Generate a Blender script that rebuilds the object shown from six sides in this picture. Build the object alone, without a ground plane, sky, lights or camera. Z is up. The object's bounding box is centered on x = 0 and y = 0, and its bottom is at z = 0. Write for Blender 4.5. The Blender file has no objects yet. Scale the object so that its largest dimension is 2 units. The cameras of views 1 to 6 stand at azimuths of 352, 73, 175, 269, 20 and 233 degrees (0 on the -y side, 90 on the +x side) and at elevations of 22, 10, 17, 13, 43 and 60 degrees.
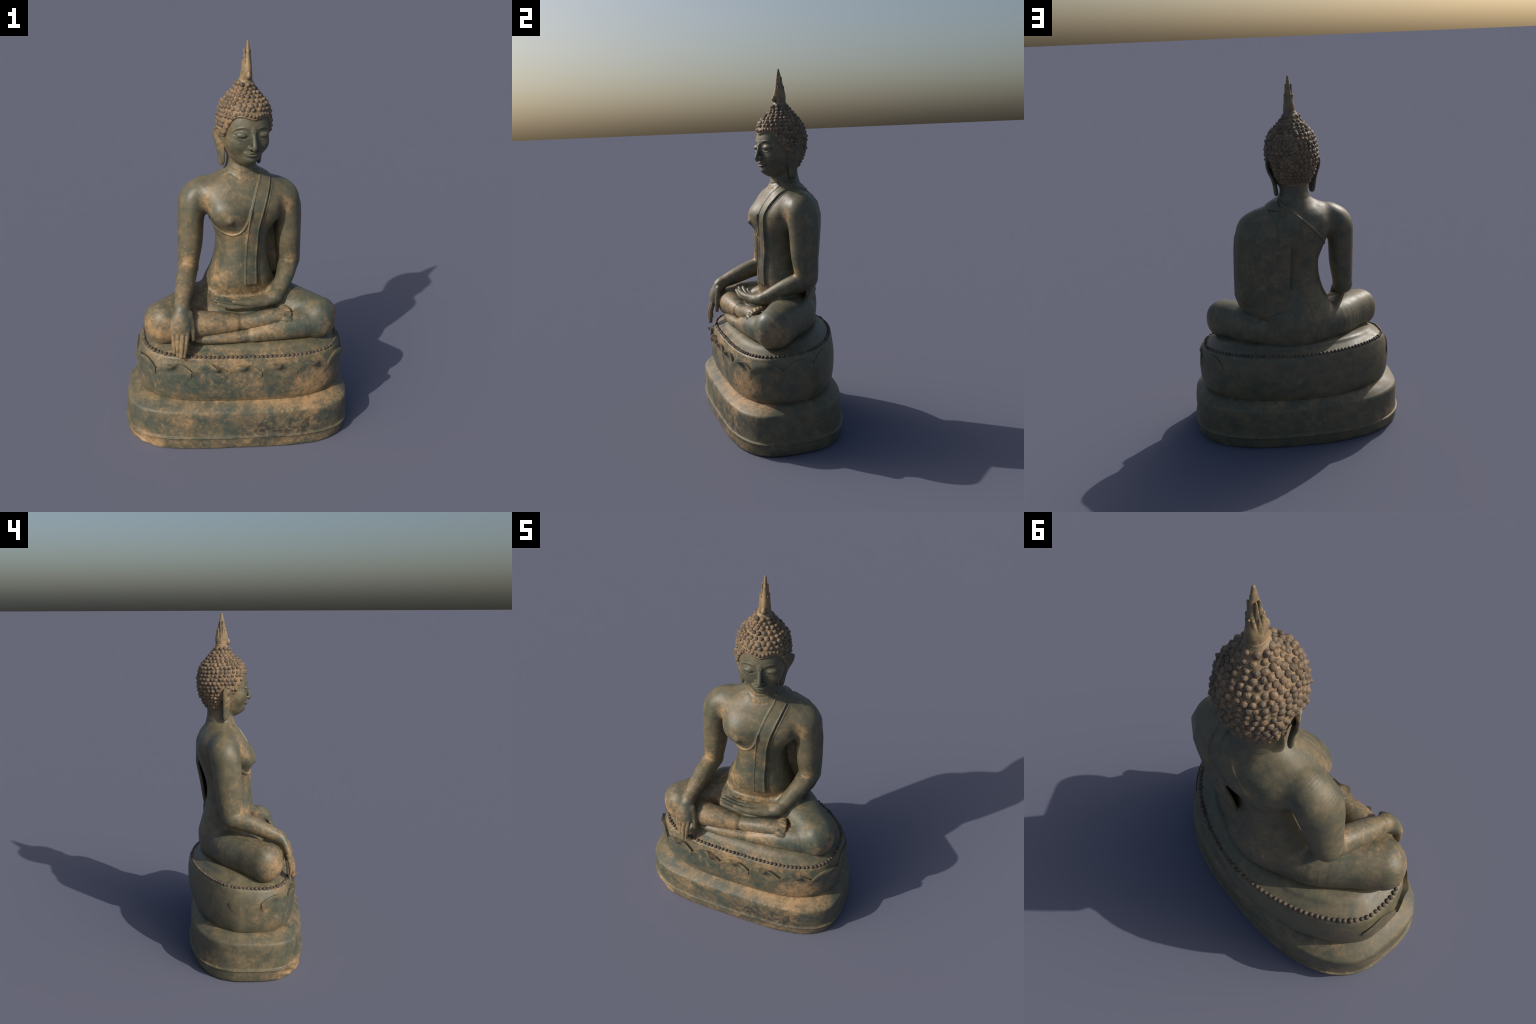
# Seated bronze figure on a lotus pedestal.
# The body is one smooth implicit surface (swept limbs, lofted torso and skull, blended together),
# meshed once and then separated into named anatomical parts.
import bpy, math, time
import numpy as np
T0 = time.time()
rng = np.random.default_rng(7)
F = np.float32

# ------------------------------------------------------------------ small maths helpers
def catmull(P, n):
    """Smooth curve through control rows P (k,c), n samples per span."""
    P = np.asarray(P, float)
    if len(P) == 2:
        t = np.linspace(0, 1, n + 1)[:, None]
        return P[0] * (1 - t) + P[1] * t
    Q = np.vstack([2 * P[0] - P[1], P, 2 * P[-1] - P[-2]])
    out = []
    for i in range(1, len(Q) - 2):
        t = np.linspace(0, 1, n, endpoint=False)[:, None]
        a, b, c, d = Q[i - 1], Q[i], Q[i + 1], Q[i + 2]
        out.append(.5 * (2 * b + (c - a) * t + (2 * a - 5 * b + 4 * c - d) * t ** 2 + (3 * b - a - 3 * c + d) * t ** 3))
    out.append(Q[-2][None])
    return np.vstack(out)

def smin(a, b, k):
    if k <= 0: return np.minimum(a, b)
    h = np.maximum(k - np.abs(a - b), 0) / k
    return np.minimum(a, b) - h * h * k * .25

def sstep(x, lo, hi):
    t = np.clip((x - lo) / (hi - lo), 0, 1)
    return t * t * (3 - 2 * t)

class Frame:
    """Local frame turned about z: local x = towards figure's left, local y = backwards."""
    def __init__(s, ox=0, oy=0, yaw=0):
        s.o = (ox, oy); a = math.radians(yaw); s.c, s.s = math.cos(a), math.sin(a)
    def loc(s, P):
        dx, dy = P[:, 0] - s.o[0], P[:, 1] - s.o[1]
        return s.c * dx + s.s * dy, -s.s * dx + s.c * dy, P[:, 2]
    def world(s, pts):
        pts = np.asarray(pts, float).reshape(-1, 3)
        return np.stack([s.o[0] + s.c * pts[:, 0] - s.s * pts[:, 1], s.o[1] + s.s * pts[:, 0] + s.c * pts[:, 1], pts[:, 2]], 1)

WORLD = Frame()
TORSO = Frame(0, .11, 9)
HEAD = Frame(-.006, .122, 14.8)

# ------------------------------------------------------------------ implicit primitives
class Sweep:
    """Tube along a curve; rows x,y,z,ra,rb: ra across, rb along the 'up' hint."""
    def __init__(s, rows, up=(0, 0, 1), n=5, fr=WORLD, p=2):
        rows = np.array([list(r) + [r[3]] * (5 - len(r)) for r in rows], float)
        C = catmull(rows, n)
        C[:, :3] = fr.world(C[:, :3])
        up = np.asarray(fr.world([list(up)])[0] - fr.world([[0, 0, 0]])[0])
        T = np.gradient(C[:, :3], axis=0); T /= np.linalg.norm(T, axis=1)[:, None]
        up = up + np.array([.0031, .0043, .0017])
        S = np.cross(T, up); S /= np.linalg.norm(S, axis=1)[:, None] + 1e-9
        U = np.cross(S, T)
        s.C, s.T, s.S, s.U = [a.astype(F) for a in (C, T, S, U)]
        r = C[:, 3:].max(); s.p = p
        s.lo = C[:, :3].min(0) - r; s.hi = C[:, :3].max(0) + r
    def __call__(s, P):
        C = s.C; best = np.full(len(P), 1e9, F); bi = np.zeros(len(P), np.int32); bt = np.zeros(len(P), F)
        for i in range(len(C) - 1):
            a = C[i, :3]; d = C[i + 1, :3] - a; L = float(d @ d)
            q = P - a; t = np.clip((q @ d) / L, 0, 1)
            q = q - t[:, None] * d
            dd = np.einsum('ij,ij->i', q, q)
            m = dd < best
            best = np.where(m, dd, best); bi[m] = i; bt = np.where(m, t, bt)
        t = bt[:, None]
        c = C[bi] * (1 - t) + C[bi + 1] * t
        S = s.S[bi] * (1 - t) + s.S[bi + 1] * t
        U = s.U[bi] * (1 - t) + s.U[bi + 1] * t
        Tn = s.T[bi] * (1 - t) + s.T[bi + 1] * t
        q = P - c[:, :3]
        x = np.einsum('ij,ij->i', q, S); y = np.einsum('ij,ij->i', q, U); w = np.einsum('ij,ij->i', q, Tn)
        ra, rb = c[:, 3], c[:, 4]; rc = np.minimum(ra, rb)
        if s.p != 2:
            p = s.p; X, Y, W = np.abs(x / ra) + 1e-4, np.abs(y / rb) + 1e-4, np.abs(w / rc) + 1e-4
            f = (X ** p + Y ** p + W ** p) ** (1 / p)
            g = f ** (1 - p) * np.sqrt((X ** (p - 1) / ra) ** 2 + (Y ** (p - 1) / rb) ** 2 + (W ** (p - 1) / rc) ** 2)
            return (f - 1) / g
        k0 = np.sqrt((x / ra) ** 2 + (y / rb) ** 2 + (w / rc) ** 2) + 1e-6
        k1 = np.sqrt((x / ra ** 2) ** 2 + (y / rb ** 2) ** 2 + (w / rc ** 2) ** 2) + 1e-6
        return k0 * (k0 - 1) / k1

class Ball:
    """Ellipsoid."""
    def __init__(s, c, r, fr=WORLD, tilt=0):
        s.fr = Frame(*fr.world([c])[0][:2], math.degrees(math.atan2(fr.s, fr.c)) + tilt); s.z = c[2]
        s.r = np.array([r] * 3 if np.isscalar(r) else r, F)
        w = fr.world([c])[0]; m = s.r.max(); s.lo, s.hi = w - m, w + m
    def __call__(s, P):
        x, y, z = s.fr.loc(P); z = z - s.z; r = s.r
        k0 = np.sqrt((x / r[0]) ** 2 + (y / r[1]) ** 2 + (z / r[2]) ** 2) + 1e-6
        k1 = np.sqrt((x / r[0] ** 2) ** 2 + (y / r[1] ** 2) ** 2 + (z / r[2] ** 2) ** 2) + 1e-6
        return k0 * (k0 - 1) / k1

class Loft:
    """Upright loft; rows z, cx, cy, a, b_front, b_back, exponent."""
    def __init__(s, rows, fr=WORLD, cap=.012):
        C = catmull(rows, 10); s.C = C; s.fr = fr; s.cap = cap
        r = C[:, 3:6].max() + np.abs(C[:, 1:3]).max()
        s.lo = np.array([fr.o[0] - r, fr.o[1] - r, C[0, 0]]); s.hi = np.array([fr.o[0] + r, fr.o[1] + r, C[-1, 0]])
    def __call__(s, P):
        x, y, z = s.fr.loc(P); C = s.C
        cx, cy, a, bf, bb, n = [np.interp(z, C[:, 0], C[:, j]).astype(F) for j in range(1, 7)]
        x = x - cx; y = y - cy
        b = np.where(y < 0, bf, bb)
        X = np.abs(x / a) + 1e-5; Y = np.abs(y / b) + 1e-5
        f = (X ** n + Y ** n) ** (1 / n)
        g = f ** (1 - n) * np.sqrt((X ** (n - 1) / a) ** 2 + (Y ** (n - 1) / b) ** 2)
        d = (f - 1) / g
        zc = np.maximum(C[0, 0] - z, z - C[-1, 0])
        return -smin(-d, -zc, s.cap)

class Sheet:
    """Hanging cloth: plan polyline that changes with height, with thickness."""
    def __init__(s, levels, half, zlo, zhi):
        levels = sorted(levels)
        s.z = np.array([l[0] for l in levels]); s.p = np.array([l[1] for l in levels], float)
        s.h = half; s.zl, s.zh = zlo, zhi
        s.lo = np.array([s.p[..., 0].min(), s.p[..., 1].min(), zlo]) - .03; s.hi = np.array([s.p[..., 0].max(), s.p[..., 1].max(), zhi]) + .03
    def __call__(s, P):
        z = P[:, 2]; k = s.p.shape[1]
        px = [np.interp(z, s.z, s.p[:, i, 0]) for i in range(k)]; py = [np.interp(z, s.z, s.p[:, i, 1]) for i in range(k)]
        best = np.full(len(P), 1e9)
        for i in range(k - 1):
            dx, dy = px[i + 1] - px[i], py[i + 1] - py[i]
            t = np.clip(((P[:, 0] - px[i]) * dx + (P[:, 1] - py[i]) * dy) / (dx * dx + dy * dy), 0, 1)
            best = np.minimum(best, np.hypot(P[:, 0] - px[i] - t * dx, P[:, 1] - py[i] - t * dy))
        top = np.interp(P[:, 0], [.05, .10, .15, .20, .25, .29, .32], [1.315, 1.315, 1.305, 1.290, 1.265, 1.230, 1.19])
        zc = np.maximum(s.zl - z, (z - np.minimum(s.zh, top)) * .8)
        return (-smin(-(best - s.h), -zc, .015)).astype(F)

class Ridge:
    """Raised (h>0) or cut (h<0) line; 3D polyline, or flat=True: a curtain in x,z on one side."""
    def __init__(s, pts, h, w, fr=WORLD, side=0, n=4):
        p = catmull(np.asarray(pts, float), n)
        s.flat = p.shape[1] == 2; s.h, s.w, s.side = h, w, side
        if s.flat:
            s.lo = np.array([p[:, 0].min(), -1, p[:, 1].min()]) - 3 * w; s.hi = np.array([p[:, 0].max(), 1, p[:, 1].max()]) + 3 * w
        else:
            p = fr.world(p); s.lo = p.min(0) - 3 * w; s.hi = p.max(0) + 3 * w
        s.p = p.astype(F)
    def dist(s, P):
        Q = P[:, [0, 2]] if s.flat else P
        best = np.full(len(P), 1e9, F)
        for i in range(len(s.p) - 1):
            a = s.p[i]; d = s.p[i + 1] - a; q = Q - a
            t = np.clip((q @ d) / float(d @ d + 1e-12), 0, 1); q = q - t[:, None] * d
            best = np.minimum(best, np.einsum('ij,ij->i', q, q))
        return best
    def __call__(s, P, d):
        m = np.exp(-s.dist(P) / s.w ** 2)
        if s.side: m = m * (P[:, 1] * s.side > .09 * s.side)
        return d - s.h * m

class Field:
    """Offset by a function of position."""
    def __init__(s, fn, lo, hi): s.fn, s.lo, s.hi = fn, np.array(lo), np.array(hi)
    def __call__(s, P, d): return d - s.fn(P)

PRIMS, DETAILS = [], []          # (part label, primitive, blend)
def add(label, prim, k=.02): PRIMS.append((label, prim, k))
def detail(op): DETAILS.append(op)

def near(p, lo, hi, m): return np.all(p.lo - m <= hi) and np.all(p.hi + m >= lo)

def evaluate(P, cull=None, labels=False):
    P = P.astype(F); lo, hi = P.min(0), P.max(0)
    d = np.full(len(P), 1.0, F); per = {}
    for lab, pr, k in PRIMS:
        if cull is not None and not near(pr, lo, hi, cull): continue
        v = pr(P).astype(F); d = smin(d, v, k)
        if labels: per[lab] = np.minimum(per[lab], v) if lab in per else v
    for op in DETAILS:
        if near(op, lo, hi, .002): d = op(P, d)
    return (d, per) if labels else d

# ================================================================== BODY DESCRIPTION
# --- torso
add('torso', Loft([
    [.56, 0, 0, .19, .08, .148, 2.1], [.63, 0, 0, .200, .09, .164, 2.1], [.70, 0, 0, .205, .122, .166, 2.1], [.75, 0, 0, .198, .138, .152, 2.2],
    [.80, 0, 0, .182, .152, .138, 2.2], [.85, 0, 0, .158, .154, .122, 2.3], [.91, 0, 0, .141, .150, .112, 2.3],
    [.97, 0, 0, .133, .144, .109, 2.3], [1.03, 0, 0, .134, .143, .119, 2.3], [1.09, 0, 0, .154, .144, .138, 2.4],
    [1.15, 0, 0, .179, .147, .158, 2.4], [1.20, 0, 0, .210, .146, .168, 2.4], [1.25, 0, 0, .220, .128, .168, 2.4],
    [1.29, 0, 0, .205, .105, .156, 2.3], [1.32, 0, 0, .172, .087, .138, 2.2], [1.35, 0, .01, .118, .074, .106, 2.1], [1.38, 0, .015, .07, .06, .08, 2]], TORSO, .02), 0)
add('torso', Ball((-.094, -.095, 1.172), (.090, .068, .072), TORSO), .05)
add('torso', Ball((.096, -.058, 1.172), (.090, .066, .072), TORSO), .05)
add('torso', Ball((-.1, -.159, 1.150), (.008, .011, .008), TORSO), .03)
# --- neck
add('neck', Loft([[1.29, 0, .005, .092, .082, .09, 2], [1.335, 0, .005, .079, .078, .084, 2], [1.37, 0, .006, .076, .076, .083, 2], [1.42, 0, .008, .074, .074, .078, 2],
                  [1.47, 0, .008, .074, .074, .074, 2]], Frame(-.009, .125, 10), .01), .035)
# --- arms
add('arm_right', Sweep([[-.075, .128, 1.324, .044], [-.145, .120, 1.285, .058], [-.203, .112, 1.260, .070, .078], [-.246, .104, 1.214, .078, .086], [-.261, .094, 1.13, .069, .084], [-.264, .083, 1.0, .065, .075],
                        [-.270, .075, .92, .059, .068], [-.274, .068, .862, .052, .060]], up=(0, 1, 0), n=9), .035)
add('arm_right', Sweep([[-.275, .066, .852, .055], [-.287, -.02, .828, .051, .052], [-.300, -.11, .792, .046, .046], [-.310, -.178, .762, .037, .037],
                        [-.312, -.212, .742, .035, .033]]), .010)
add('arm_left', Sweep([[.060, .138, 1.322, .044], [.120, .147, 1.284, .058], [.180, .151, 1.258, .070, .080], [.223, .148, 1.217, .079, .088], [.244, .146, 1.13, .070, .080], [.256, .144, 1.0, .066, .075],
                       [.263, .148, .92, .062, .070], [.268, .148, .860, .056, .064]], up=(0, 1, 0), n=9), .035)
add('arm_left', Sweep([[.264, .145, .846, .058], [.243, .062, .818, .049, .051], [.208, -.012, .780, .043, .044], [.176, -.064, .751, .036, .036],
                       [.160, -.082, .742, .035, .032]]), .010)
# --- hips and legs
add('leg_right', Sweep([[-.06, .120, .640, .130, .112], [-.20, .055, .642, .128, .116], [-.32, -.040, .635, .105, .110], [-.397, -.112, .630, .099, .107]], p=2.3), .02)
add('leg_left', Sweep([[.06, .125, .640, .130, .112], [.20, .072, .644, .136, .117], [.31, -.010, .638, .113, .111], [.397, -.086, .633, .098, .107]], p=2.3), .02)
add('leg_right', Sweep([[-.392, -.120, .630, .088, .094], [-.30, -.156, .636, .075, .078], [-.20, -.168, .644, .064, .066], [-.10, -.164, .643, .054, .055], [-.047, -.160, .643, .047, .047]]), .02)
add('leg_left', Sweep([[.398, -.094, .628, .086, .092], [.30, -.130, .617, .074, .074], [.20, -.152, .604, .060, .061], [.10, -.166, .589, .048, .048], [.056, -.171, .581, .045, .042]]), .02)
# lap between the thighs
add('leg_left', Ball((.0, .015, .648), (.25, .155, .082)), .02)
add('leg_left', Ball((.195, .085, .715), (.075, .10, .065)), .02)
# --- feet
add('foot_right', Sweep([[-.055, -.158, .643, .037], [.02, -.156, .645, .040, .039], [.10, -.150, .658, .043, .041], [.165, -.143, .669, .045, .038], [.195, -.140, .673, .042, .034]]), .004)
for x, y, z, r in [(.236, -.172, .660, .0185), (.238, -.154, .684, .014), (.234, -.136, .694, .013), (.229, -.119, .699, .012), (.222, -.103, .700, .011)]:
    add('foot_right', Sweep([[.185, y * .55 - .065, z * .7 + .203, r * .9], [.21, y, z + .004, r], [x, y - .002, z, r * .92]], n=3), .004)
add('foot_left', Sweep([[.075, -.168, .576, .032], [-.02, -.178, .574, .036, .033], [-.12, -.186, .572, .037, .030], [-.20, -.190, .568, .030, .024], [-.232, -.192, .566, .022, .016]]), .003)
# --- right hand hanging over the knee
add('hand_right', Sweep([[-.311, -.203, .752, .034, .031], [-.314, -.233, .712, .047, .030], [-.316, -.249, .672, .052, .027], [-.318, -.258, .640, .047, .020]], up=(0, -1, .25)), .018)
for bx, by, tx, ty, tz, r in [(-.357, -.251, -.347, -.262, .533, .0112), (-.332, -.262, -.331, -.277, .518, .0125), (-.306, -.265, -.315, -.284, .511, .0125), (-.283, -.261, -.299, -.281, .516, .0118)]:
    add('hand_right', Sweep([[bx, by + .004, .655, r], [.5 * (bx + tx), .5 * (by + ty) - .006, .59, r], [tx, ty, tz + .006, r * .72]], n=4, up=(0, 1, 0)), .002)
add('hand_right', Sweep([[-.275, -.226, .728, .017], [-.262, -.240, .672, .014], [-.258, -.246, .630, .0125], [-.257, -.249, .598, .010]], n=4, up=(0, 1, 0)), .010)
# --- left hand lying palm up in the lap
add('hand_left', Sweep([[.172, -.072, .744, .036, .033], [.11, -.094, .733, .044, .030], [.04, -.108, .727, .047, .026], [.0, -.114, .727, .044, .021]]), .018)
for by, tx, ty, tz, r in [(-.082, -.098, -.092, .750, .0115), (-.104, -.130, -.112, .757, .0132), (-.126, -.141, -.134, .755, .0134), (-.146, -.126, -.154, .745, .0130)]:
    add('hand_left', Sweep([[.02, by + .003, .728, r], [-.06, .5 * (by + ty), .726, r], [tx, ty + .002, tz - .003, r * .78]], n=4), .002)
add('hand_left', Sweep([[.115, -.108, .742, .018], [.06, -.140, .742, .017], [.0, -.154, .748, .014], [-.05, -.158, .757, .0105]], n=4), .010)

# --- robe: cloth hanging from the left shoulder behind the arm
add('robe', Sheet([
    (1.36, [(.085, .185), (.13, .185), (.18, .160), (.215, .13), (.22, .12)]), (1.32, [(.072, .228), (.13, .230), (.195, .205), (.240, .165), (.25, .13)]),
    (1.27, [(.058, .258), (.13, .260), (.205, .240), (.268, .190), (.285, .14)]), (1.20, [(.045, .274), (.13, .277), (.215, .253), (.286, .209), (.306, .15)]),
    (1.12, [(.040, .277), (.13, .275), (.22, .247), (.295, .207), (.315, .16)]),
    (1.00, [(.045, .256), (.14, .255), (.23, .231), (.304, .194), (.320, .16)]), (.86, [(.054, .236), (.14, .239), (.23, .213), (.307, .176), (.323, .15)]),
    (.77, [(.080, .236), (.14, .236), (.215, .200), (.280, .158), (.295, .14)]), (.70, [(.090, .235), (.14, .225), (.20, .18), (.24, .13), (.25, .12)])], .010, .72, 1.355), .010)
# inner fold of cloth closing the hollow under the left arm
add('robe', Sheet([(.78, [(.11, .15), (.18, .17), (.25, .16)]), (1.0, [(.08, .17), (.16, .19), (.24, .18)]), (1.18, [(.14, .17), (.19, .18), (.24, .17)])], .010, .78, 1.2), .01)

# --- robe details on the chest and back
SASH_Z = np.array([.80, .92, 1.02, 1.10, 1.19, 1.25, 1.30, 1.335, 1.36])
SASH_L = np.array([.015, .012, .014, .020, .030, .045, .060, .074, .080])
SASH_R = np.array([.080, .073, .076, .080, .098, .115, .130, .139, .142])
def sash_mask(P):
    x, y, z = P[:, 0], P[:, 1], P[:, 2]
    l, r = np.interp(z, SASH_Z, SASH_L), np.interp(z, SASH_Z, SASH_R)
    m = sstep(x, l - .002, l + .002) * (1 - sstep(x, r - .002, r + .002)) * sstep(z, .796, .800) * (1 - sstep(z, 1.368, 1.378))
    return m * (y < np.where(z > 1.33, .30, .12))
detail(Field(lambda P: .0095 * sash_mask(P), (-.02, -.12, .78), (.17, .30, 1.41)))
xz = lambda dx: np.stack([np.interp(SASH_Z, SASH_Z, SASH_R) + dx, SASH_Z], 1)
detail(Ridge(xz(.004), -.003, .004, side=-1)); detail(Ridge(xz(.012), .0035, .004, side=-1))
detail(Ridge(np.stack([SASH_L + .003, SASH_Z], 1), .004, .004, side=-1)); detail(Ridge(np.stack([SASH_R - .003, SASH_Z], 1), .003, .004, side=-1))
detail(Ridge([(-.165, 1.112), (-.150, 1.102), (-.128, 1.086), (-.100, 1.073), (-.064, 1.065), (-.030, 1.073), (-.004, 1.094), (.012, 1.122), (.024, 1.16), (.034, 1.20)], .0055, .0055, side=-1))
detail(Ridge([(.080, 1.375), (.019, 1.333), (-.083, 1.241), (-.145, 1.162), (-.165, 1.12)], .006, .0050, side=1))
detail(Ridge([(.141, 1.365), (.111, 1.291), (.097, 1.235), (.096, 1.17)], -.005, .005, side=1))
detail(Ridge([(.064, .84), (.074, .812), (.10, .785), (.139, .765), (.18, .75)], .004, .007, side=1))

# --- head
HAIRLINE = np.array([[0, 1.641], [10, 1.648], [22, 1.655], [34, 1.652], [42, 1.640], [50, 1.612], [60, 1.575], [68, 1.548], [85, 1.542], [98, 1.535], [105, 1.500], [116, 1.462], [140, 1.446], [180, 1.443]])
def hairline(P):
    x, y, z = HEAD.loc(P)
    ph = np.degrees(np.arctan2(np.abs(x), -y))
    return z - np.interp(ph, HAIRLINE[:, 0], HAIRLINE[:, 1])
class HairedLoft(Loft):
    """Skull with the hair cap standing proud of the skin above the hairline."""
    def __call__(s, P):
        return super().__call__(P) - .008 * sstep(hairline(P), -.002, .004) * (1 - sstep(P[:, 2], 1.80, 1.815))
add('head', HairedLoft([
    [1.402, 0, 0, .030, .070, .030, 2.1], [1.413, 0, 0, .047, .100, .050, 2.1], [1.427, 0, 0, .061, .119, .064, 2.1], [1.446, 0, 0, .077, .128, .076, 2.1],
    [1.470, 0, 0, .091, .135, .090, 2.1], [1.50, 0, 0, .104, .141, .105, 2.1], [1.535, 0, 0, .111, .145, .122, 2.15],
    [1.57, 0, 0, .119, .147, .130, 2.2], [1.61, 0, 0, .122, .148, .132, 2.2], [1.64, 0, 0, .121, .142, .130, 2.15],
    [1.67, 0, 0, .116, .132, .124, 2.1], [1.70, 0, 0, .106, .122, .112, 2.1], [1.72, 0, 0, .093, .108, .097, 2.05],
    [1.74, 0, 0, .075, .082, .080, 2], [1.77, 0, .002, .048, .050, .055, 2], [1.795, 0, .002, .034, .036, .036, 2], [1.825, 0, .003, .030, .032, .030, 2]], HEAD, .008), .012)
# nose, brow, eyes, mouth, chin
add('head', Sweep([[0, -.142, 1.600, .008], [0, -.149, 1.575, .009], [0, -.158, 1.545, .0105, .011], [0, -.166, 1.518, .0122, .013], [0, -.164, 1.508, .0122, .012]], fr=HEAD, up=(0, 1, 0)), .012)
for sx in (-1, 1):
    add('head', Ball((sx * .0175, -.150, 1.511), (.0095, .014, .0095), HEAD), .006)
    add('eye_right' if sx < 0 else 'eye_left', Ball((sx * .054, -.122, 1.572), (.031, .0250, .0185), HEAD, tilt=-sx * -18), .004)
    detail(Ridge([(sx * .009, -.156, 1.588), (sx * .022, -.153, 1.602), (sx * .050, -.142, 1.609), (sx * .080, -.124, 1.600), (sx * .100, -.10, 1.583)], .0032, .005, HEAD))
    detail(Ridge([(sx * .020, -.152, 1.578), (sx * .050, -.142, 1.596), (sx * .085, -.117, 1.588)], -.0055, .006, HEAD))
    detail(Ridge([(sx * .024, -.149, 1.566), (sx * .040, -.146, 1.558), (sx * .058, -.140, 1.557), (sx * .088, -.113, 1.571)], -.0055, .0045, HEAD))
    detail(Ridge([(sx * .026, -.147, 1.557), (sx * .042, -.143, 1.549), (sx * .060, -.138, 1.549), (sx * .088, -.113, 1.563)], .002, .004, HEAD))
    detail(Ridge([(sx * .030, -.150, 1.520), (sx * .040, -.142, 1.500), (sx * .048, -.132, 1.482)], -.003, .007, HEAD))
    add('head', Ball((sx * .060, -.085, 1.528), (.040, .044, .045), HEAD), .03)
add('head', Sweep([[-.043, -.131, 1.4868, .003, .004], [-.022, -.143, 1.4845, .0062, .0072], [-.006, -.147, 1.4868, .0064, .0078], [0, -.147, 1.4862, .006, .0074], [.006, -.147, 1.4868, .0064, .0078], [.022, -.143, 1.4845, .0062, .0072], [.043, -.131, 1.4868, .003, .004]], up=(0, -1, 0), fr=HEAD, n=3), .005)
add('head', Sweep([[-.038, -.132, 1.4815, .003, .004], [-.020, -.141, 1.4748, .0062, .008], [0, -.144, 1.4728, .0070, .009], [.020, -.141, 1.4748, .0062, .008], [.038, -.132, 1.4815, .003, .004]], up=(0, -1, 0), fr=HEAD, n=3), .005)
add('head', Ball((0, -.112, 1.449), (.030, .027, .020), HEAD), .018)
detail(Ridge([(-.044, -.136, 1.4855), (-.022, -.149, 1.480), (0, -.152, 1.4800), (.022, -.149, 1.480), (.044, -.136, 1.4855)], -.003, .003, HEAD))
detail(Ridge([(-.022, -.140, 1.459), (0, -.144, 1.457), (.022, -.140, 1.459)], -.004, .006, HEAD))
detail(Ridge([(0, -.158, 1.612), (0, -.158, 1.6125)], .004, .004, HEAD))
# neck creases
detail(Ridge([(-.07, .075, 1.388), (-.04, .055, 1.372), (-.005, .047, 1.366), (.035, .06, 1.37), (.06, .085, 1.38)], -.003, .005))
detail(Ridge([(-.07, .065, 1.362), (-.035, .04, 1.343), (.0, .03, 1.335), (.04, .045, 1.342)], -.003, .006))
# ears
for sx, lab, e in ((-1, 'ear_right', 0), (1, 'ear_left', .013)):
    add(lab, Sweep([[sx * .128, -.004, 1.580, .012, .018], [sx * .131, -.002, 1.565, .0085, .032], [sx * .126, .000, 1.530, .008, .033], [sx * (.117 - .6 * e), .001, 1.49, .0085, .027],
                    [sx * (.111 - .9 * e), .003, 1.45, .0105, .023], [sx * (.108 - e), .006, 1.416, .0115, .021], [sx * (.107 - e), .007, 1.402, .010, .016]], fr=HEAD, up=(sx * .5, .87, 0)), .006)
    detail(Ridge([(sx * .124, -.020, 1.578), (sx * .138, -.004, 1.588), (sx * .150, .020, 1.575), (sx * .146, .026, 1.54), (sx * (.130 - .6 * e), .022, 1.49), (sx * (.118 - e), .018, 1.44), (sx * (.112 - e), .006, 1.405)], .005, .006, HEAD))
    detail(Ridge([(sx * .137, .000, 1.572), (sx * .138, .006, 1.55), (sx * .130, -.004, 1.53)], -.010, .011, HEAD))
    detail(Ridge([(sx * (.125 - .6 * e), .002, 1.49), (sx * (.121 - e), .003, 1.45), (sx * (.119 - e), .004, 1.42)], -.004, .005, HEAD))


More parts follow.
